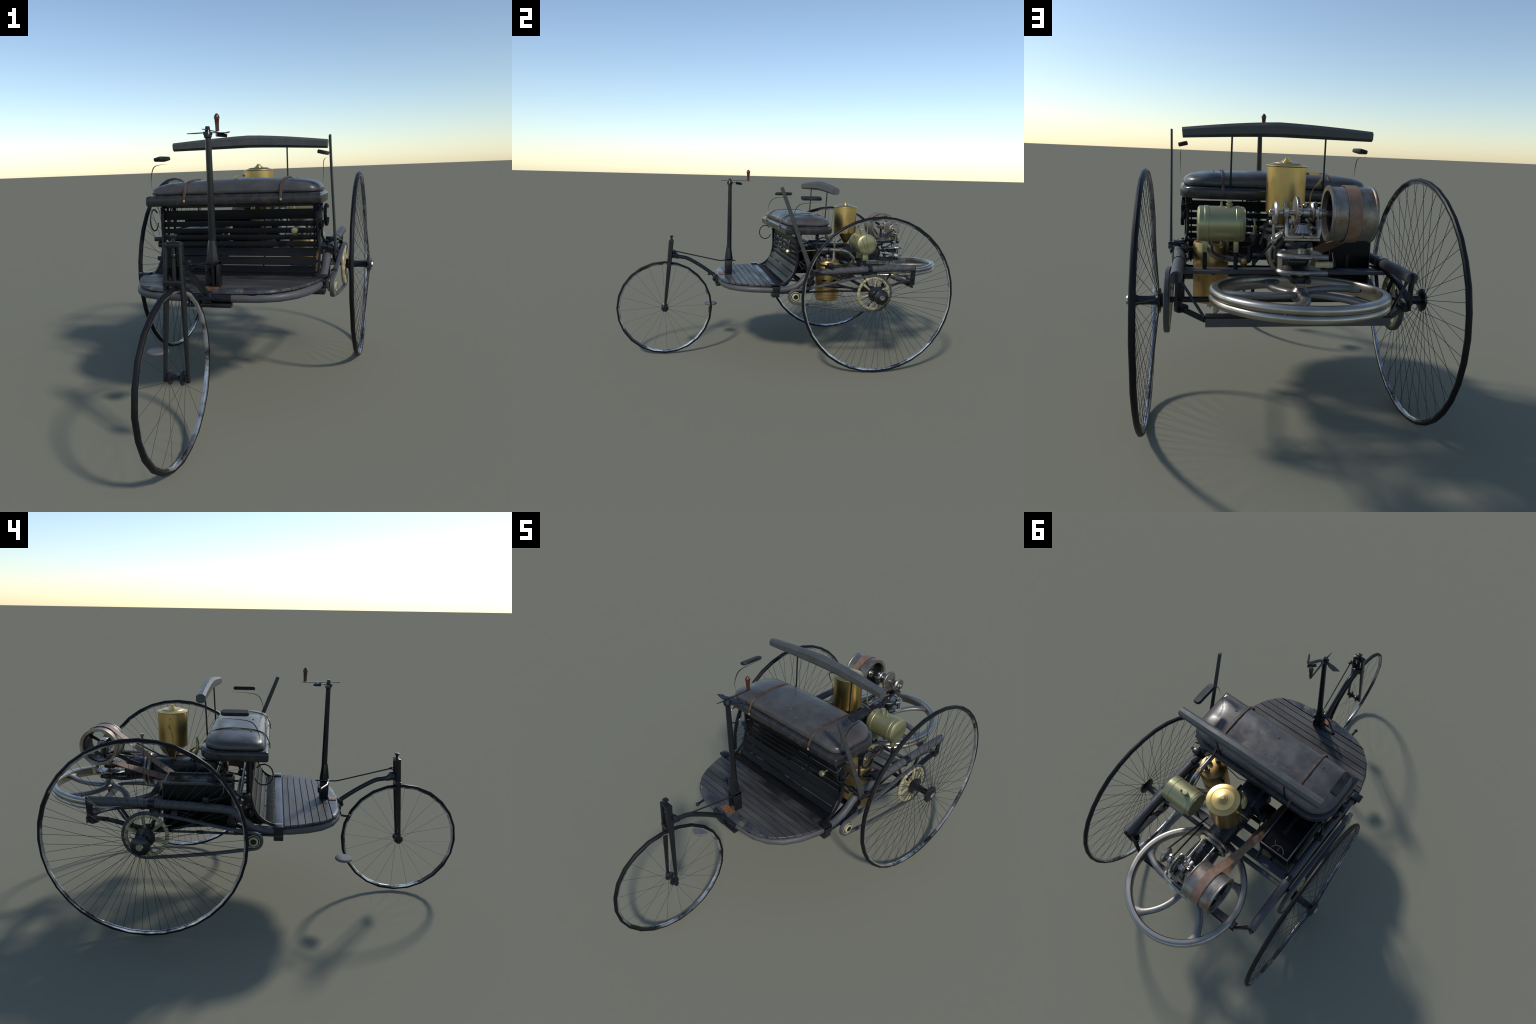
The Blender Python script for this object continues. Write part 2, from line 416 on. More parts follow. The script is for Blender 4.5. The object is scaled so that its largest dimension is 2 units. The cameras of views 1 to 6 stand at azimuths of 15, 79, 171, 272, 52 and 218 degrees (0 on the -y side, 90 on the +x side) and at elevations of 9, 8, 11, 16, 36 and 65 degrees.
# ================================================================== main frame
def rail_path():
    half = [(.366, .712, .5825), (.366, .56, .580), (.365, .434, .5755), (.365, .28, .568), (.366, .14, .560), (.367, .098, .553), (.367, .064, .533), (.364, .036, .500), (.362, .006, .477),
            (.364, -.040, .467), (.365, -.09, .464), (.358, -.16, .463), (.338, -.235, .463), (.305, -.298, .462), (.255, -.346, .462), (.190, -.374, .463), (.10, -.386, .464), (0, -.390, .465)]
    return half + [(-x, y, z) for x, y, z in reversed(half[:-1])]
rp = rail_path()
frame = make("frame", sweep(rp, circ(.0185, 12), scales=[1.05] * 6 + [1.0] * 3 + [.95] * 4 + [.90] * (len(rp) - 26) + [.95] * 4 + [1.0] * 3 + [1.05] * 6), "tube", root)
for s in (1, -1):
    # collars, rear end brackets, struts
    make("tube_collar", merge(rod((s * .365, .425, .575), (s * .365, .452, .5765), .0215, k=14), box((s * .365 - .012, .43, .545), (s * .365 + .012, .447, .56), .003)), "black", frame)
    make("rear_bracket", merge(bar((s * .366, .711, .598), (s * .362, .709, .480), .028, .008, up=(1, 0, 0)),
                               bar((s * .364, .708, .486), (s * .338, .690, .484), .030, .022),
                               bar((s * .352, .705, .570), (s * .283, .745, .470), .0075, .012, up=(0, 1, 0)),
                               bar((s * .345, .705, .483), (s * .280, .745, .462), .010, .016)), "black", frame)
    # elliptic leaf spring with its two half leaves
    make("leaf_spring", merge(sweep(catmull([(s * .36, .714, .509), (s * .36, .635, .538), (s * .36, .572, .549), (s * .36, .483, .554), (s * .36, .395, .551), (s * .36, .32, .543), (s * .36, .25, .525)], 4), rect(.022, .006), up=(0, 0, 1)),
                              sweep(catmull([(s * .36, .714, .500), (s * .36, .637, .495), (s * .36, .566, .478), (s * .36, .50, .462), (s * .36, .44, .458), (s * .36, .36, .462), (s * .36, .28, .480), (s * .36, .22, .505)], 4), rect(.024, .011), up=(0, 0, 1)),
                              bar((s * .352, .575, .545), (s * .352, .525, .470), .010, .012, up=(1, 0, 0)), bar((s * .352, .405, .545), (s * .352, .445, .465), .010, .012, up=(1, 0, 0)),
                              box((s * .36 - .016, .43, .45), (s * .36 + .016, .482, .475), .003)), "black", frame)
    make("stay_rod", merge(tube([(s * .376, -.10, .446), (s * .376, .02, .449), (s * .372, .25, .452), (s * .368, .44, .450)], .0055, 8), bar((s * .372, .215, .452), (s * .372, .245, .452), .014, .012),
                           tube([(s * .352, .18, .475), (s * .352, .30, .468), (s * .352, .40, .458)], .005, 8)), "black", frame)
    make("frame_strut", merge(bar((s * .366, .112, .560), (s * .362, .075, .445), .010, .034, up=(1, 0, 0)), bar((s * .366, .100, .470), (s * .366, .000, .438), .012, .020, up=(1, 0, 0)),
                              rod((s * .350, .095, .505), (s * .378, .095, .505), .020, k=12)), "black", frame)
    # clamps that hold the floor to the rail
    make("floor_clamp", merge(box((s * .375 - .032, -.128, .484), (s * .375 + .018, -.090, .4985), .002), box((s * .393 - .004 * (1 + s), -.128, .452), (s * .393 + .004 * (1 - s), -.090, .496), .002),
                              box((s * .36 - .026, -.130, .424), (s * .36 + .026, -.088, .450), .004)), "black", frame)
cross = merge(bar((-.355, .345, .526), (.355, .345, .526), .028, .018), bar((-.360, .432, .543), (.360, .432, .543), .040, .018), bar((-.36, .480, .549), (.36, .480, .549), .018, .012))
make("cross_member", cross, "tube", frame)
make("rear_cross_bar", merge(bar((-.288, .7535, .4585), (.280, .7535, .4585), .006, .031), bar((-.288, .7365, .4715), (.280, .7365, .4715), .040, .005)), "tube", frame)
make("axle", merge(rod((-.428, .4575, .446), (.428, .4575, .446), .0105, k=12)), "black", root)
make("lower_cross_tube", merge(rod((-.36, -.105, .437), (.36, -.105, .437), .014), bar((-.35, .09, .468), (.35, .09, .468), .03, .016)), "black", frame)

# ================================================================== chain drive
def chain_path(x, ya, za, ra, yb, zb, rb):
    """outer-tangent loop round two sprockets, upper run slightly bowed."""
    out = []
    for i in range(15):
        a = math.radians(-92 + i * 185 / 14)
        out.append((x, yb + rb * math.cos(a), zb + rb * math.sin(a)))
    n = 8
    a0, b0 = V((x, yb + rb * math.cos(math.radians(93)), zb + rb * math.sin(math.radians(93)))), V((x, ya + ra * math.cos(math.radians(102)), za + ra * math.sin(math.radians(102))))
    for i in range(1, n):
        t = i / n
        p = a0.lerp(b0, t)
        p.z += .012 * math.sin(math.pi * t) * (1 - 1.9 * t)
        out.append(tuple(p))
    for i in range(13):
        a = math.radians(102 + i * 164 / 12)
        out.append((x, ya + ra * math.cos(a), za + ra * math.sin(a)))
    a0, b0 = V(out[-1]), V(out[0])
    for i in range(1, n):
        p = a0.lerp(b0, i / n)
        p.z -= .006 * math.sin(math.pi * i / n)
        out.append(tuple(p))
    return out

for s in (1, -1):
    x = s * .402
    spr = [ring(.090, .0088, (x, .4575, .442), "x", 40, 8, 1.0)]
    for i in range(6):
        a = 2 * math.pi * i / 6 + .35
        c, d = math.cos(a), math.sin(a)
        spr.append(sweep([(x, .4575 + .014 * c, .442 + .014 * d), (x, .4575 + .05 * c, .442 + .05 * d), (x, .4575 + .088 * c, .442 + .088 * d)], rrect(.012, .012, .003), up=(1, 0, 0), scales=[(1.3, 1), (.8, 1), (1.5, 1)]))
    spr.append(disc(.03, .016, (x, .4575, .442), "x", 20))
    sp = make("sprocket", merge(*spr), "cream", root)
    cp = chain_path(x, -.002, .430, .037, .4575, .442, .103)
    chain = make("chain", sweep(cp, rrect(.0115, .019, .003), closed=True, up=(1, 0, 0)), "tube", root)
    fx = s * .41
    make("drive_sprocket", merge(disc(.031, .014, (x, -.002, .430), "x", 24), rod((s * .40, -.002, .430), (s * .419, -.002, .430), .0115)), "black", chain)
    make("sprocket_collar", merge(ring(.0165, .005, (s * .4115, -.002, .430), "x", 20, 8, 1.4), ring(.0275, .002, (s * .4095, -.002, .430), "x", 24, 6), disc(.020, .010, (s * .386, -.002, .430), "x", 14)), "cream", chain)
jack = make("jackshaft", merge(rod((-.415, -.002, .430), (.415, -.002, .430), .0095, k=12), rod((-.35, -.002, .430), (-.29, -.002, .430), .020), rod((.35, -.002, .430), (.29, -.002, .430), .020),
                               bar((-.32, -.002, .435), (-.32, .085, .470), .020, .012), bar((.32, -.002, .435), (.32, .085, .470), .020, .012)), "black", root)
make("belt_pulley", merge(lathe([(.020, -.045), (.052, -.045), (.055, -.042), (.055, .042), (.052, .045), (.020, .045)], (-.145, .015, .447), "x", 28), disc(.024, .12, (-.145, .015, .447), "x", 16)), "iron", jack)

# ================================================================== floor
def half_width(y):
    """half width of the D-shaped floor at depth y."""
    pts = [(-.09, .382), (-.13, .380), (-.16, .373), (-.195, .362), (-.225, .350), (-.26, .335), (-.295, .315), (-.325, .292), (-.352, .262), (-.375, .222), (-.39, .170), (-.398, .10), (-.40, .0)]
    for (a, wa), (b, wb) in zip(pts, pts[1:]):
        if b <= y <= a:
            t = (a - y) / (a - b)
            return wa + (wb - wa) * t
    return pts[0][1] if y > -.1 else 0

floor = make("floor", slab([(s * half_width(y) * .985, y + .001) for s, ys in ((-1, (-.12, -.2, -.26, -.3, -.34, -.37, -.39)), (1, (-.39, -.37, -.34, -.3, -.26, -.2, -.12))) for y in ys], .007, 0, "z", .4795), "slat", root)
rnd = random.Random(3)
edges = [-.1325, -.1595, -.193, -.2255, -.258, -.290, -.3225, -.352]
for a, b in zip(edges, edges[1:]):
    y0, y1 = a - .0018, b + .0018
    n = 5
    ys = [y0 + (y1 - y0) * i / n for i in range(n + 1)]
    ol = [(half_width(y), y) for y in ys] + [(-half_width(y), y) for y in reversed(ys)]
    make("floor_plank", slab(ol, .010, .0014, "z", .4882 + rnd.uniform(-.0006, .0008)), "plank", floor, 25)
# rounded nose plate in front of the planks
nose = []
ys = [-.3538, -.362, -.370, -.378, -.386, -.394]
N = 28
rows = []
for k, (inset, z) in enumerate([(0, .482), (0, .487), (.003, .4915), (.010, .4940), (.022, .4945)]):
    row = []
    for i in range(N + 1):
        th = math.pi * i / N
        x = -.262 * math.cos(th)
        # depth of outline at this x
        y = -.3538
        for yy in [(-.3538 - .0008 * q) for q in range(60)]:
            if half_width(yy) >= abs(x): y = yy
        y = min(y, -.3545)
        row.append(V((x * (1 - inset * .6), min(-.3538, y + inset), z)))
    rows.append(row)
back = [V((r.x * .985, -.3538, .4945)) for r in rows[-1]]
backlow = [V((r.x, -.3538, .482)) for r in rows[0]]
rows = [backlow] + rows + [back]
vs = [v for r in rows for v in r]
fs = []
for r in range(len(rows) - 1):
    for i in range(N):
        fs.append((r * (N + 1) + i, r * (N + 1) + i + 1, (r + 1) * (N + 1) + i + 1, (r + 1) * (N + 1) + i))
make("nose_plate", (vs, fs), "nose", floor, 50)
make("maker_plate", sweep([(-.037, -.374, .4968), (-.012, -.374, .4975), (.008, -.373, .4955), (.031, -.373, .4968)], rect(.036, .003), up=(0, 0, 1)), "patch", floor)
make("step_plate", merge(disc(.041, .012, (-.1955, -.4215, .2625), "z", 20, .35)), "step", root)

# ================================================================== slatted footwell front
slat_defs = [((.0165, .7495), (.0165, .7085)), ((.0165, .7005), (.0165, .6785)), ((.0165, .6705), (.0165, .6495)), ((.0165, .642), (.0165, .6215)), ((.0165, .6145), (.0140, .592)),
             ((.012, .5885), (-.0045, .5565)), ((-.0065, .553), (-.023, .522)), ((-.0255, .519), (-.046, .4945)), ((-.049, .4925), (-.0905, .4905)), ((-.094, .4905), (-.129, .4905))]
panel = make("slat_support", merge(*[sweep([(s * .325, .030, .770), (s * .325, .028, .600), (s * .325, -.010, .525), (s * .325, -.036, .486), (s * .325, -.125, .4825)], rect(.012, .006), up=(1, 0, 0)) for s in (-1, 1)],
                                 *[sweep([(s * .115, .030, .770), (s * .115, .028, .600), (s * .115, -.010, .525), (s * .115, -.036, .486), (s * .115, -.125, .4825)], rect(.010, .005), up=(1, 0, 0)) for s in (-1, 1)]), "slat", root)
for i, (a, b) in enumerate(slat_defs):
    A, B = V((0, *a)), V((0, *b))
    d = B - A
    nrm = V((0, d.z, -d.y)).normalized()
    if nrm.y > 0 and i < 8: nrm = -nrm
    if i >= 8: nrm = V((0, 0, 1))
    h = d.length
    wdt = .336 if i < 8 else (.345 if i == 8 else .352)
    bulge = .0014
    path = [A + nrm * 0, A.lerp(B, .18) + nrm * bulge * .8, A.lerp(B, .5) + nrm * bulge, A.lerp(B, .82) + nrm * bulge * .8, B]
    prof = [p for p in path] + [B - nrm * .005, A - nrm * .005]
    g = [], []
    for x in (-wdt, wdt):
        g[0].extend([V((x, p.y, p.z)) for p in prof])
    n = len(prof)
    for j in range(n): g[1].append((j, (j + 1) % n, n + (j + 1) % n, n + j))
    g[1].append(tuple(range(n)))
    g[1].append(tuple(reversed(range(n, 2 * n))))
    make("slat", g, "pale" if i == 9 else "slat", panel, 35)
rib = []
for i in range(58):
    x = -.335 + .67 * i / 57
    rib.append(box((x - .0028, -.088, .490), (x + .0028, -.054, .4945), .0008))
r = make("tread_rib", merge(*rib), "slat", panel)
r["kind"] = "stuff"
for s in (1, -1):
    make("side_iron", sweep(catmull([(s * .346, .016, .765), (s * .347, .016, .69), (s * .348, .014, .61), (s * .349, -.006, .545), (s * .350, -.040, .507), (s * .352, -.075, .489), (s * .356, -.105, .487)], 5), rect(.013, .008), up=(1, 0, 0)), "black", panel)
make("pull_knob", merge(lathe([(0, -.012), (.012, -.010), (.015, 0), (.010, .010), (0, .012)], (.251, -.018, .664), "y", 7)), "olive", panel, 20)
make("pull_rod", rod((.251, -.008, .664), (.252, .17, .672), .0035), "olive", panel)

# ================================================================== seat
def rr_outline(hx, y0, y1, rf, rb, k=6):
    pts = []
    for cx, cy, r, a0 in ((hx - rb, y1 - rb, rb, 0), (-hx + rb, y1 - rb, rb, 90), (-hx + rf, y0 + rf, rf, 180), (hx - rf, y0 + rf, rf, 270)):
        for i in range(k + 1):
            a = math.radians(a0 + 90 * i / k)
            pts.append((cx + r * math.cos(a), cy + r * math.sin(a)))
    return pts

def cushion_shape(levels, rf, rb, hx, y0, y1, k=7, sub=1):
    """stack of inset rounded rectangles; levels = [(inset, z)]."""
    vs, fs = [], []
    n = None
    for inset, z in levels:
        o = rr_outline(hx - inset, y0 + inset, y1 - inset, max(.004, rf - inset * .5), max(.004, rb - inset * .5), k)
        n = len(o)
        vs += [V((x, y, z)) for x, y in o]
    for l in range(len(levels) - 1):
        for i in range(n):
            j = (i + 1) % n
            fs.append((l * n + i, l * n + j, (l + 1) * n + j, (l + 1) * n + i))
    fs.append(tuple(reversed(range(n))))
    fs.append(tuple(range((len(levels) - 1) * n, len(levels) * n)))
    return vs, fs

def widen_left(g, f):
    """the seat overhangs further on the left: stretch its negative-x half."""
    return [V((v.x * (f if v.x < 0 else 1), v.y, v.z)) for v in g[0]], g[1]

seat = make("seat", widen_left(cushion_shape([(.012, .7725), (.004, .774), (.0, .778), (-.001, .788), (-.001, .804), (.000, .810), (.003, .815), (.012, .8185)], .006, .105, .368, -.058, .232, 10), 1.046), "pan", root, 50)

# cushion: fine grid draped over a rounded-rectangle pillow profile with wrinkles
def cushion():
    hx, y0, y1 = .357, -.042, .214
    zb, zt = .820, .8765
    nx, ny = 120, 52
    cr_f, cr_b = .045, .095
    def sdf(x, y):
        # distance inside the rounded rectangle
        cy = (y0 + y1) / 2
        hy = (y1 - y0) / 2
        r = cr_b if y > cy else cr_f
        qx, qy = abs(x) - hx + r, abs(y - cy) - hy + r
        return -(min(max(qx, qy), 0) + math.hypot(max(qx, 0), max(qy, 0)) - r)
    vs, fs = [], []
    ol = []
    K = 200
    rings = 20
    outline = rr_outline(hx, y0, y1, cr_f, cr_b, 16)
    # resample the outline evenly so wrinkles have room
    P = [V((a, b, 0)) for a, b in outline]
    P.append(P[0])
    Ls = [0]
    for a, b in zip(P, P[1:]): Ls.append(Ls[-1] + (b - a).length)
    tot = Ls[-1]
    def at(s):
        s %= tot
        for i in range(len(Ls) - 1):
            if Ls[i] <= s <= Ls[i + 1]:
                t = (s - Ls[i]) / max(1e-9, Ls[i + 1] - Ls[i])
                return P[i].lerp(P[i + 1], t)
    base = [at(tot * i / K) for i in range(K)]
    cy = (y0 + y1) / 2
    prof = [(.004, 0), (.001, .08), (0, .20), (.0005, .34), (.003, .48), (.007, .61), (.0135, .71), (.022, .80), (.033, .875), (.047, .93), (.064, .965), (.082, .988), (.100, 1.0)]
    for inset, h in prof:
        f = inset
        for p in base:
            # inset toward the medial line
            hx2 = hx - f
            qx = p.x * hx2 / hx
            qy = cy + (p.y - cy) * ((y1 - y0) / 2 - f) / ((y1 - y0) / 2)
            z = zb + (zt - zb) * h
            side = max(0, 1 - abs(h - .45) * 2)
            wr = noise.noise(V((qx * 16, qy * 16, z * 20))) * .0035 * side + noise.noise(V((qx * 55, qy * 55, z * 12))) * .0016 * side
            d = V((p.x * .25, p.y - cy, 0)).normalized() if True else V()
            z += noise.noise(V((qx * 7, qy * 9, 3))) * .0028 * h + noise.noise(V((qx * 22, qy * 26, 8))) * .0010 * h
            # ends sag a little, middle crowned
            z += (.0035 - .0165 * (abs(qx) / hx) ** 2.2) * h
            vs.append(V((qx + d.x * wr, qy + d.y * wr, z)))
    n = K
    for l in range(len(prof) - 1):
        for i in range(n):
            j = (i + 1) % n
            fs.append((l * n + i, l * n + j, (l + 1) * n + j, (l + 1) * n + i))
    fs.append(tuple(reversed(range(n))))
    # fill the crown strip: pair up front and back points of the last ring
    top = list(range((len(prof) - 1) * n, len(prof) * n))
    fs.append(tuple(top))
    return vs, fs
make("cushion", widen_left(cushion(), 1.052), "leather", seat, 60)
for bx in (-.24, .0, .24):
    for by in (.02, .12):
        make("button", lathe([(0, .0014), (.0035, .001), (.0055, -.001), (.006, -.003)], (bx, by, .880 - .0165 * (abs(bx) / .356) ** 2.2), "z", 12), "leather", seat)
for s in (1, -1):
    x = s * .207
    path = [(x, -.0625, .795), (x, -.0615, .815), (x, -.052, .835), (x, -.0475, .846), (x, -.038, .857), (x, -.020, .867), (x, .02, .8765), (x, .10, .8805), (x, .155, .876), (x, .184, .867), (x, .205, .853), (x, .2135, .832), (x, .2315, .812), (x, .2335, .795)]
    make("strap", sweep(catmull(path, 3), rrect(.011, .0042, .001), up=(1, 0, 0)) if False else sweep(catmull(path, 3), rrect(.0042, .011, .001), up=(1, 0, 0)), "strap", seat)
    make("strap_buckle", box((x - .004, -.0665, .790), (x + .004, -.0625, .799), .001), "cream", seat)
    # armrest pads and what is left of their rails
    a = slab(rr_outline(.018, .024, .140, .008, .010, 2), .015, .004, "z", 0)
    make("armrest_pad", xf(a, Matrix.Translation((s * .360, 0, .975)) @ Matrix.Rotation(math.radians(s * 14), 4, "Y")), "pad", seat, 30)
    make("armrest_rail", merge(sweep(catmull([(s * .366, .150, .954), (s * .368, .085, .951), (s * .370, .030, .945), (s * .371, .004, .932), (s * .372, -.012, .905), (s * .372, -.020, .875), (s * .368, -.018, .840)], 4), rect(.0035, .0022), up=(1, 0, 0),
                                     scales=[.25 + .9 * math.sin(math.pi * i / 24) ** 2 for i in range(25)])), "black", seat)
bol, bsc = [], []
for i in range(13):
    t = -1 + 2 * i / 12                                # -1 is the high end, +1 the low end
    end = 1.030 if t < 0 else 1.0145
    bol.append((t * .360, .222 + .007 * (1 - t * t), 1.040 - (1.040 - end) * abs(t) ** 1.35))
    bsc.append((1.0 - .08 * abs(t), 1.0 - .30 * abs(t) ** 1.5))
sec = rrect(.042, .054, .012)
bolster = make("bolster", sweep(bol, sec, up=(0, 0, 1), scales=bsc), "roll", root, 30)
for s in (1, -1):
    make("bolster_rod", merge(rod((s * .180, .216, .80), (s * .178, .227, 1.03), .0036, k=8)), "black", bolster)

# under-seat springs, hand loops and posts
for s in (1, -1):
    for y, z in ((.002 if s > 0 else -.040, .714), (.160, .712)):
        lo = []
        for i in range(12):
            a = math.radians(-50 + i * 300 / 11 + 90)
            lo.append((s * .358, y + .040 * math.cos(a), z + .046 * math.sin(a)))
        make("grab_loop", sweep(lo, rrect(.006, .014 if s > 0 else .006, .002), up=(1, 0, 0)), "black", seat, 30)
    for y in (.010, .128):
        coil = [(s * .338 + .010 * math.cos(i * .7), y + .010 * math.sin(i * .7), .728 + .047 * i / 54) for i in range(55)]
        make("seat_spring", merge(tube(coil, .0024, 6), rod((s * .338, y, .70), (s * .338, y, .775), .0055)), "black", seat)
    make("seat_post", merge(tube([(s * .338, .128, .72), (s * .340, .130, .625), (s * .348, .150, .600), (s * .366, .185, .597), (s * .366, .205, .590)], .0062, 8),
                            tube([(s * .338, .010, .72), (s * .340, .014, .62), (s * .352, .050, .575)], .0062, 8),
                            box((s * .366 - .018, .190, .590), (s * .366 + .022, .218, .612), .003)), "black", seat)
make("seat_beam", merge(bar((-.34, .030, .766), (.34, .030, .766), .018, .012), rod((-.30, .165, .690), (.02, .165, .690), .008)), "black", seat)

# ================================================================== brake lever
lever = make("brake_lever", sweep([(.404, .092, .550), (.405, .072, .600), (.4065, .030, .708), (.409, -.060, .938), (.411, -.097, 1.033)], rrect(.0085, .024, .002), up=(0, 1, 0),
                                  scales=[(1.3, 1.35), (1.2, 1.12), (1, .95), (1, .86), (1, .78)]), "lever", root)
make("lever_pivot", merge(rod((.335, .068, .592), (.415, .082, .574), .0085), rod((.345, .069, .590), (.362, .072, .586), .0145), rod((.372, .074, .583), (.392, .078, .579), .0150), disc(.013, .012, (.409, .082, .568), "x", 8)), "black", lever)
make("cross_rod", merge(rod((-.33, .062, .594), (.34, .068, .592), .006), bar((.355, .205, .600), (.405, .200, .600), .014, .010)), "black", lever)
make("brake_arm", merge(bar((.395, .10, .565), (.400, .145, .555), .010, .016), tube([(.395, .14, .557), (.392, .25, .54), (.388, .36, .50)], .004, 6)), "black", lever)
make("side_gear", merge(*[merge(rod((-.352, .03 + dy, .60 + dz), (-.375, .03 + dy, .60 + dz), r)) for dy, dz, r in ((0, 0, .014), (.03, -.05, .018), (.05, .03, .010), (-.02, -.06, .010))],
                        bar((-.362, .03, .60), (-.362, .06, .55), .010, .016, up=(1, 0, 0)), bar((-.362, .03, .60), (-.362, .08, .63), .008, .012, up=(1, 0, 0)), box((-.392, .015, .615), (-.345, .05, .635), .003)), "black", root)

# ================================================================== battery box
bx0, bx1, by0, by1, bz0, bz1 = -.3265, -.1735, .097, .3965, .458, .6615
bb = make("battery_box", merge(box((bx0, by0, bz0), (bx1, by1, bz1 - .006), .003)), "box", root)
rim = []
t = .005
for lo, hi in (((bx0 - .001, by0, bz1 - .012), (bx0 + t, by1, bz1)), ((bx1 - t, by0, bz1 - .012), (bx1 + .001, by1, bz1)), ((bx0 + t, by0 - .001, bz1 - .012), (bx1 - t, by0 + t, bz1)), ((bx0 + t, by1 - t, bz1 - .012), (bx1 - t, by1 + .001, bz1))):
    rim.append(box(lo, hi, .0012))
for x, y in ((bx0, by1), (bx1, by1), (bx0, by0), (bx1, by0)):
    rim.append(box((x - .0015, y - .0015, bz0 + .002), (x + .0015, y + .0015, bz1 - .012), .0008))
make("box_edging", merge(*rim), "boxedge", bb)
make("box_bracket", merge(bar((-.185, .395, .60), (-.185, .44, .555), .024, .008, up=(1, 0, 0)), bar((-.24, .399, .52), (-.24, .399, .60), .016, .006, up=(0, 1, 0)), bar((-.24, .40, .52), (-.24, .45, .545), .014, .006)), "black", bb)
tc = bpy.data.curves.new("box_lettering", "FONT")
tc.body = "Batterie"
tc.size = .030
tc.extrude = .0004
tc.align_x = "CENTER"
to = bpy.data.objects.new("tmp", tc)
SC.collection.objects.link(to)
dg = bpy.context.evaluated_depsgraph_get()
tm = bpy.data.meshes.new_from_object(to.evaluated_get(dg))
bpy.data.objects.remove(to)
lm = Matrix.Translation((-.248, .255, bz1 - .0053)) @ Matrix.Rotation(math.radians(-90), 4, "Z")
tm.transform(lm)
tm.materials.clear()
tm.materials.append(M["ink"])
lo_ = bpy.data.objects.new("lettering", tm)
SC.collection.objects.link(lo_)
lo_.parent = bb
arc = [(-.262 + .032 * math.cos(math.radians(a)), .392 + .032 * math.sin(math.radians(a)), bz1 - .0055) for a in range(190, 351, 10)]
make("box_emblem", merge(sweep(arc, rect(.004, .001), up=(0, 0, 1)), bar((-.262, .386, bz1 - .0055), (-.262, .362, bz1 - .0055), .003, .001), bar((-.24, .372, bz1 - .0055), (-.225, .345, bz1 - .0055), .003, .001)), "inkgrey", bb)

# ================================================================== engine
EX, EZ = -.004, .624
eng = make("engine", merge(lathe([(0, .205), (.050, .205), (.056, .212), (.056, .492), (.052, .500)], (EX, 0, EZ), "y", 30),
                           ), "iron", root)
# lathe about y runs +y with height, see AX
make("cylinder_head", merge(box((-.080, .185, .580), (.046, .292, .684), .008), box((-.062, .28, .60), (.034, .40, .682), .010), box((-.072, .160, .600), (.020, .19, .665), .006),
                            rod((-.02, .14, .64), (-.02, .20, .64), .016), box((-.118, .258, .585), (-.078, .300, .622), .004), rod((.05, .17, .660), (.034, .40, .680), .0095), box((.052, .285, .586), (.082, .318, .640), .003)), "iron", eng)
make("cylinder_flange", merge(ring(.068, .0125, (EX, .512, EZ), "y", 40, 10, .8), ring(.068, .0115, (EX, .533, EZ), "y", 40, 10, .7), disc(.064, .030, (EX, .52, EZ), "y", 36)), "steel", eng)
bolts = [disc(.006, .044, (EX + .060 * math.cos(i * math.pi / 4 + .4), .523, EZ + .060 * math.sin(i * math.pi / 4 + .4)), "y", 6) for i in range(8)]
make("flange_bolt", merge(*bolts), "steel", eng)
make("crosshead_guide", merge(lathe([(.052, .54), (.052, .60), (.046, .625), (.030, .640), (0, .640)], (EX, 0, EZ), "y", 28)), "iron", eng)
# crankcase arms: a forked frame reaching back to the two crank bearings
arms = []
for sx in (1, -1):
    for z0, z1 in ((.668, .694), (.590, .582)):
        arms.append(sweep(catmull([(sx * .040 + EX, .535, (z0 + EZ) / 2), (sx * .042 + EX, .60, z0), (sx * .036 + EX, .66, z1), (sx * .018, .722, z1)], 4), rrect(.016, .024, .004), up=(0, 0, 1), scales=[1 - .035 * i / 1 if i < 13 else .6 for i in range(13)]))
make("crank_frame", merge(*arms), "iron", eng)
make("guide_rod", merge(rod((.020, .545, .700), (.020, .705, .704), .0065), rod((-.040, .545, .690), (-.040, .70, .700), .005), rod((.020, .535, .700), (.020, .56, .700), .010)), "steel", eng)
bear = lambda z, w, h: merge(box((-w / 2, .715, z - h / 2), (w / 2, .752, z + h / 2), .006), rod((-w * .34, .745, z), (-w * .34, .762, z), h * .42, k=10), rod((w * .34, .745, z), (w * .34, .762, z), h * .42, k=10))
make("crank_bearing", merge(bear(.692, .056, .021), bear(.584, .060, .022)), "iron", eng)
crank = make("crankshaft", merge(rod((-.001, .733, .530), (-.001, .733, .610), .0095, k=16), rod((-.001, .733, .655), (-.001, .733, .740), .0095, k=16), disc(.0125, .008, (-.001, .733, .675), "z", 16),
                                 disc(.012, .010, (-.001, .733, .560), "z", 6), disc(.0135, .008, (-.001, .733, .547), "z", 16)), "steel", eng)
web = lambda z: sweep(catmull([(.058, .722, z), (.066, .750, z), (.050, .768, z), (.010, .774, z), (-.030, .776, z), (-.072, .776, z)], 4), circ(.0085, 10), scales=[(1.25 if i > 3 else 1.0 + .05 * i, .95) for i in range(21)])
make("crank_web", merge(web(.660), web(.613), disc(.062, .008, (-.002, .728, .660), "z", 24), disc(.060, .008, (-.002, .728, .613), "z", 24), rod((.064, .745, .613), (.064, .745, .660), .0085)), "steel", crank)
make("big_end", merge(box((-.02, .69, .625), (.040, .745, .648), .006), bar((EX, .62, .637), (0, .70, .637), .035, .016)), "black", crank)
make("oil_cup", merge(rod((-.036, .772, .637), (-.088, .772, .637), .0095, k=12), ring(.0085, .003, (-.074, .772, .637), "x", 14, 6), disc(.0105, .006, (-.040, .772, .637), "x", 12)), "cream", crank)

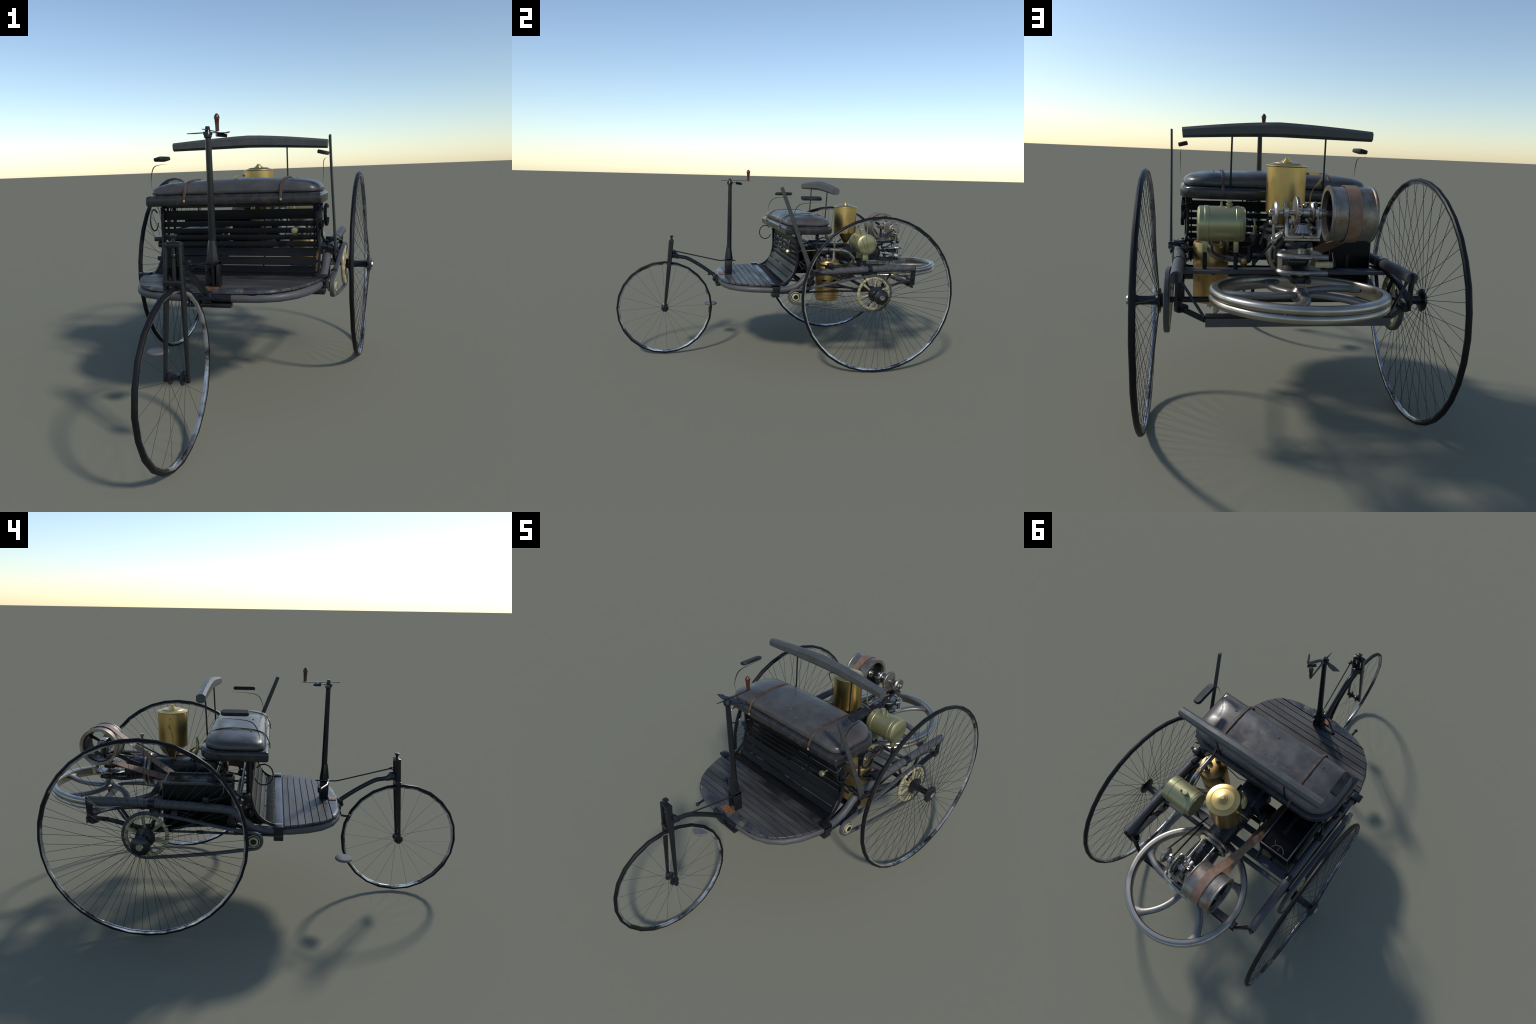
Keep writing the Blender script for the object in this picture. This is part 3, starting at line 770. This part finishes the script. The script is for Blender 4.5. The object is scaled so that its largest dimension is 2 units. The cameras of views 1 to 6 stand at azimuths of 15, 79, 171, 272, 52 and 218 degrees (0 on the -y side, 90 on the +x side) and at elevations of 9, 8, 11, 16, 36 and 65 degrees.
# ---- flywheel
FX, FY, FZ, FR = -.004, .7255, .531, .2745
FT = Matrix.Translation((FX, FY, FZ)) @ Matrix.Rotation(math.radians(3.6), 4, "X") @ Matrix.Rotation(math.radians(-1.0), 4, "Y") @ Matrix.Translation((-FX, -FY, -FZ))
rimprof = []
for zc in (.0115, -.0115):
    for i in range(9):
        a = math.pi * (1 - i / 8) if False else math.radians(100 - i * 200 / 8)
        rimprof.append((FR - .0125 + .0125 * math.cos(a), zc + .0125 * math.sin(a)))
rimprof += [(FR - .026, -.0235), (FR - .031, -.017), (FR - .031, .017), (FR - .026, .0235)]
fly = make("flywheel", xf(lathe(rimprof, (FX, FY, FZ), "z", 96, closed=True), FT), "fly", root)
armg = []
for k in range(5):
    a0 = math.radians(66 + 72 * k)
    pts, scl = [], []
    for i in range(15):
        t = i / 14
        r = .014 + (FR - .020 - .014) * t
        a = a0 + math.radians(36) * (1 - t)
        pts.append((FX + r * math.cos(a), FY + r * math.sin(a), FZ + .006 * (1 - t)))
        scl.append((1.0 + 1.1 * max(0, (t - .80) / .20) ** 2 + .35 * max(0, (.25 - t) / .25), 1.0))
    armg.append(sweep(pts, rrect(.029, .019, .005), up=(0, 0, 1), scales=scl))
make("flywheel_arm", xf(merge(*armg), FT), "flyarm", fly, 50)
make("flywheel_hub", merge(lathe([(0, -.02), (.020, -.02), (.026, -.012), (.026, .012), (.019, .020), (.0135, .026), (.0125, .040), (0, .040)], (FX, FY + .004, FZ + .004), "z", 20)), "flyarm", fly)
make("balance_weight", slab([(.238, .735), (.250, .720), (.258, .760), (.249, .765)], .030, .002, "z", .502), "fly", fly)

# ---- camshaft head
cam = make("camshaft", rod((.092, .706, .780), (-.215, .706, .782), .0085, k=16), "steel", root)
make("cam_knob", merge(disc(.0365, .013, (.077, .706, .778), "x", 24, .45), disc(.010, .018, (.088, .706, .778), "x", 12)), "steel", cam)
make("bevel_gear", merge(disc(.0455, .006, (.0165, .706, .784), "x", 36, .3), disc(.030, .012, (.012, .706, .784), "x", 24)), "drum", cam)
gt = []
for i in range(30):
    a = 2 * math.pi * i / 30
    gt.append(xf(box((-.0035, -.0022, .038), (.0035, .0022, .0475), .0005), Matrix.Translation((.0135, .706, .784)) @ Matrix.Rotation(a, 4, "X")))
for i in range(18):
    a = 2 * math.pi * i / 18
    gt.append(xf(sweep([(.016, 0, .012), (.029, 0, -.012)], rect(.004, .005), up=(0, 0, 1)), Matrix.Translation((-.001, .733, .738)) @ Matrix.Rotation(a, 4, "Z")))
g = make("gear_tooth", merge(*gt), "steel", cam)
g["kind"] = "stuff"
make("pinion", merge(lathe([(.012, .013), (.017, .013), (.028, -.010), (.024, -.015), (.008, -.015)], (-.001, .733, .738), "z", 24)), "steel", cam)
make("cam_collar", merge(disc(.0305, .0105, (-.032, .706, .785), "x", 24, .45), rod((-.005, .706, .782), (-.026, .706, .782), .0135), disc(.016, .010, (.046, .706, .780), "x", 20), disc(.018, .012, (-.056, .706, .782), "x", 20), disc(.013, .016, (-.070, .706, .782), "x", 16)), "steel", cam)
yoke = []
for sx, xz in ((1, .046), (-1, -.048)):
    yoke.append(sweep(catmull([(sx * .004, .742, .716), (xz * .9, .744, .715), (xz, .742, .722), (xz, .735, .745), (xz, .715, .772)], 3), rrect(.013, .014, .004), up=(0, 1, 0)))
    yoke.append(box((xz - .0085, .692, .770), (xz + .0085, .722, .796), .004))
    yoke.append(rod((xz, .700, .794), (xz + .004, .696, .812), .005, k=8))
yoke.append(bar((.055, .744, .707), (-.052, .744, .707), .012, .009))
make("cam_yoke", merge(*yoke), "steel", cam)
make("crank_link", merge(sweep([(.082, .712, .775), (.083, .715, .735), (.080, .712, .696)], rrect(.009, .011, .003), up=(1, 0, 0), scales=[1.0, .8, 1.0]), disc(.010, .016, (.080, .708, .698), "x", 12), ball(.008, (.090, .712, .752)), rod((.045, .712, .74), (.085, .712, .74), .005), ball(.008, (.086, .690, .782))), "steel", cam)
make("push_rod", merge(rod((.094, .688, .770), (.088, .445, .645), .0040, k=8), rod((.080, .705, .695), (.108, .470, .578), .0042, k=8)), "black", cam)
make("tappet", merge(box((-.045, .660, .770), (-.030, .690, .800), .003), rod((-.060, .675, .790), (-.020, .675, .790), .005), ball(.009, (-.045, .690, .806)), ball(.008, (-.015, .682, .800)), rod((-.02, .69, .76), (-.028, .735, .745), .004), box((.005, .655, .742), (.040, .69, .757), .004)), "steel", cam)

# ---- belt drum with three spokes
DX0, DX1, DY, DZ, DR = -.0795, -.2175, .702, .7805, .0845
dl = DX0 - DX1
drum = make("belt_drum", lathe([(DR - .013, 0), (DR, 0), (DR + .001, .003), (DR, .006), (DR - .003, .009), (DR - .003, dl * .5), (DR - .003, dl - .009), (DR, dl - .006), (DR + .001, dl - .003), (DR, dl), (DR - .015, dl), (DR - .016, dl * .6), (DR - .016, dl * .4)], (DX1, DY, DZ), "x", 56, closed=True), "drum", root)
dsp = []
for i in range(3):
    a = math.radians(28 + 120 * i)
    dsp.append(rod((-.13, DY + .015 * math.cos(a), DZ + .015 * math.sin(a)), (-.13, DY + .072 * math.cos(a), DZ + .072 * math.sin(a)), .0065, .008))
make("drum_spoke", merge(*dsp), "iron", drum)
make("drum_dark_inside", lathe([(DR - .0165, .012), (DR - .0175, .012), (DR - .0175, dl - .022), (DR - .0165, dl - .022)], (DX1 + .005, DY, DZ), "x", 48, closed=True), "iron", drum)
make("drum_hub", merge(disc(.021, .060, (-.135, DY, DZ), "x", 20), rod((-.155, DY, DZ), (-.192, DY, DZ), .015, .011, 8), box((-.19, DY - .014, DZ - .010), (-.170, DY + .012, DZ + .008), .003)), "steel", drum)

# ---- belt: open ribbon from the drum to the jackshaft pulley, twisted half a turn on the way
bp, tw = [], []
br = DR + .0015
bx_ = -.147
for i in range(13):                                   # over the drum, from front top round the back to front bottom
    a = math.radians(62 - i * 0) if False else math.radians(118 - i * (118 + 107) / 12)
    bp.append(V((bx_, DY + br * math.cos(a) * 1.0, DZ + br * math.sin(a))))
# a = 118 deg is front/top (towards -y), passing 0 (rear, +y) down to -107 (front/bottom)
py, pz, pr = .015, .447, .0575
lower_end = V((bx_ - .006, py + pr * math.cos(math.radians(75)), pz + pr * math.sin(math.radians(75))))
upper_end = V((bx_ + .006, py + pr * math.cos(math.radians(-60)), pz + pr * math.sin(math.radians(-60))))
n = 10
st = bp[-1].copy()
low = [st.lerp(lower_end, i / n) for i in range(1, n + 1)]
wrap = []
for i in range(1, 9):
    a = math.radians(75 + i * 225 / 9)
    wrap.append(V((bx_, py + pr * math.cos(a), pz + pr * math.sin(a))))
upr = [upper_end.lerp(bp[0], i / n) for i in range(0, n)]
full = bp + low + wrap + upr
xs_shift = []
belt_sec = rect(.0025, .039)
scl = [(1, 1)] * len(bp) + [(1, 1 - .12 * math.sin(math.pi * (i + 1) / n)) for i in range(n)] + [(1, .95)] * len(wrap) + [(1, 1 - .2 * math.sin(math.pi * i / n)) for i in range(n)]
off = [0] * len(bp) + [0.018 * math.sin(math.pi * (i + 1) / n) for i in range(n)] + [0] * len(wrap) + [-.014 * math.sin(math.pi * i / n) for i in range(n)]
full = [V((p.x + o, p.y, p.z)) for p, o in zip(full, off)]
twl = [0] * len(bp) + [math.radians(38) * math.sin(math.pi * (i + 1) / n) for i in range(n)] + [0] * len(wrap) + [math.radians(-30) * math.sin(math.pi * i / n) for i in range(n)]
make("drive_belt", sweep(full, belt_sec, closed=True, up=(1, 0, 0), scales=scl, twists=twl), "belt", root)

# ================================================================== tanks
tank = make("water_tank", lathe([(0, .742), (.040, .742), (.064, .744), (.069, .750), (.0695, .908), (.072, .911), (.0715, .9135), (.064, .9155), (.054, .9175), (.049, .9195), (.047, .922), (.036, .9232), (.024, .9245), (.020, .9255)], (-.002, .404, 0), "z", 48), "brass", root)
make("tank_cap", lathe([(.020, .9245), (.019, .929), (.013, .9305), (.0125, .934), (.0085, .9355), (.0085, .9405), (0, .941)], (-.002, .404, 0), "z", 20), "brass", tank)
make("tank_cone", lathe([(.044, .743), (.038, .732), (.018, .695), (.0105, .686), (.0105, .668), (.015, .667), (.015, .660), (0, .66)], (-.002, .412, 0), "z", 24), "copper", tank)
make("tank_tap", merge(rod((-.066, .404, .888), (-.082, .404, .888), .0055, k=6), sweep([(-.080, .404, .889), (-.112, .404, .888), (-.126, .402, .882), (-.130, .40, .870), (-.120, .398, .855), (-.104, .395, .838), (-.094, .393, .815), (-.092, .392, .775)], rect(.007, .0016), up=(0, 1, 0), scales=[1, 1.2, .8, 1.0, 1.2, .2, .9, .7])), "brass", tank)

gt_ = make("fuel_tank", lathe([(0, .004), (.040, .004), (.055, .001), (.0600, -.004), (.0605, -.012), (.0605, -.030), (.0605, -.145), (.0600, -.152), (.056, -.158), (0, -.160)], (.3015, .4435, .7095), "x", 44), "olive", root)
make("tank_band", merge(*[lathe([(.0608, -.0075), (.0622, -.006), (.0622, .006), (.0608, .0075)], (x, .4435, .7095), "x", 44) for x in (.2735, .1685)]), "olive", gt_)
make("tank_filler", merge(lathe([(.009, 0), (.009, .006), (.012, .007), (.012, .012), (.008, .014), (.008, .019), (.0125, .0195), (.012, .0235), (0, .024)], (.197, .4435, .767), "z", 16), lathe([(.006, 0), (.006, .004), (.0038, .005), (.0038, .017), (0, .017)], (.2235, .4435, .768), "z", 10),
                          lathe([(.005, 0), (.005, -.014), (.009, -.016), (.007, -.026), (0, -.027)], (.222, .4435, .652), "z", 8)), "olive", gt_)
make("tank_bracket", merge(*[box((x - .009, .426, .612), (x + .009, .461, .660), .004) for x in (.2775, .1710)]), "olive", gt_)
make("tank_post", merge(*[rod((x, .4435, .552), (x, .4435, .614), .0075, k=12) for x in (.2775, .1710)]), "black", gt_)

CXc, CYc = .2485, .224
carb = make("vapour_cylinder", lathe([(0, .373), (.030, .374), (.060, .380), (.0665, .386), (.0675, .5), (.0680, .606), (.064, .613), (.048, .618), (.020, .621), (0, .621)], (CXc, CYc, 0), "z", 44), "copper", root)
make("cylinder_fitting", merge(ball(.0125, (.282, .212, .640)), disc(.011, .010, (.282, .212, .625), "z", 14), rod((.262, .255, .615), (.260, .255, .665), .010), disc(.017, .012, (.262, .255, .622), "z", 8), rod((.25, .185, .62), (.25, .185, .632), .012)), "steel", carb)
make("drain_tap", merge(rod((CXc, CYc, .373), (CXc, CYc, .350), .0045), rod((CXc - .012, CYc, .358), (CXc + .012, CYc, .358), .004), rod((CXc - .01, .288, .415), (CXc - .01, .325, .415), .006), ball(.010, (CXc - .01, .318, .415)), rod((CXc - .01, .318, .40), (CXc - .01, .318, .432), .004), rod((CXc - .01, .30, .398), (CXc - .01, .32, .398), .004)), "cream", carb)
vents = [slab([(-.015, 0), (.015, 0), (.009, -.007), (-.006, -.010), (-.013, -.005)], .003, 0, "y", 0)]
make("cylinder_vent", merge(*[xf(vents[0], Matrix.Translation((CXc, CYc, .505)) @ Matrix.Rotation(math.radians(a), 4, "Z") @ Matrix.Translation((0, -.0672, 0))) for a in (62, 112, -172, -135)]), "box", carb)
make("intake_pipe", tube([(.255, .150, .676), (.258, .205, .676), (.262, .300, .670), (.262, .345, .657), (.260, .375, .622), (.252, .366, .595), (.225, .345, .575), (.19, .325, .565), (.135, .31, .556)], .0115, 12, 4), "steel", carb)
make("pipe_union", merge(box((.118, .296, .536), (.142, .326, .566), .004), rod((.262, .285, .671), (.262, .303, .669), .0165, k=6)), "copper", carb)
make("pipe_elbow", tube([(.130, .31, .552), (.113, .31, .555), (.108, .308, .570), (.108, .306, .610)], .0095, 10, 4), "iron", carb)
make("cylinder_mount", merge(bar((.31, .20, .578), (.36, .20, .578), .020, .012), bar((.18, .24, .575), (.12, .28, .56), .014, .010), box((.335, .185, .57), (.362, .26, .60), .003)), "black", carb)

# ---- small brass fittings on the engine
make("oiler", merge(lathe([(.004, 0), (.004, .010), (.006, .014), (.011, .032), (0, .032)], (-.001, .556, .765), "z", 8), rod((-.001, .556, .70), (-.001, .556, .77), .0035)), "olive", eng)
make("valve_horn", merge(sweep(catmull([(-.022, .322, .690), (-.018, .306, .708), (-.010, .292, .722), (-.002, .286, .750), (-.003, .291, .790)], 3), circ(.010, 8), scales=[1.3, 1.35, 1.4, 1.45, 1.4, 1.3, 1.15, 1.0, .85, .7, .7, .6, .4])), "olive", eng)
make("petcock", merge(rod((.092, .312, .655), (.092, .312, .688), .0075, k=8), rod((.092, .312, .688), (.094, .312, .705), .003, .0045, 6)), "olive", eng)
make("ignition_block", merge(box((.078, .305, .60), (.108, .335, .655), .003), rod((-.05, .18, .689), (-.05, .30, .688), .007), tube([(-.072, .28, .68), (-.10, .30, .65), (-.125, .34, .60)], .0022, 6), tube([(.05, .20, .66), (.11, .2, .62), (.2, .18, .60)], .0022, 6)), "black", eng)
make("under_tray", merge(box((-.12, .20, .556), (.10, .27, .566), .003), bar((-.10, .30, .565), (.12, .30, .565), .02, .012)), "black", frame)
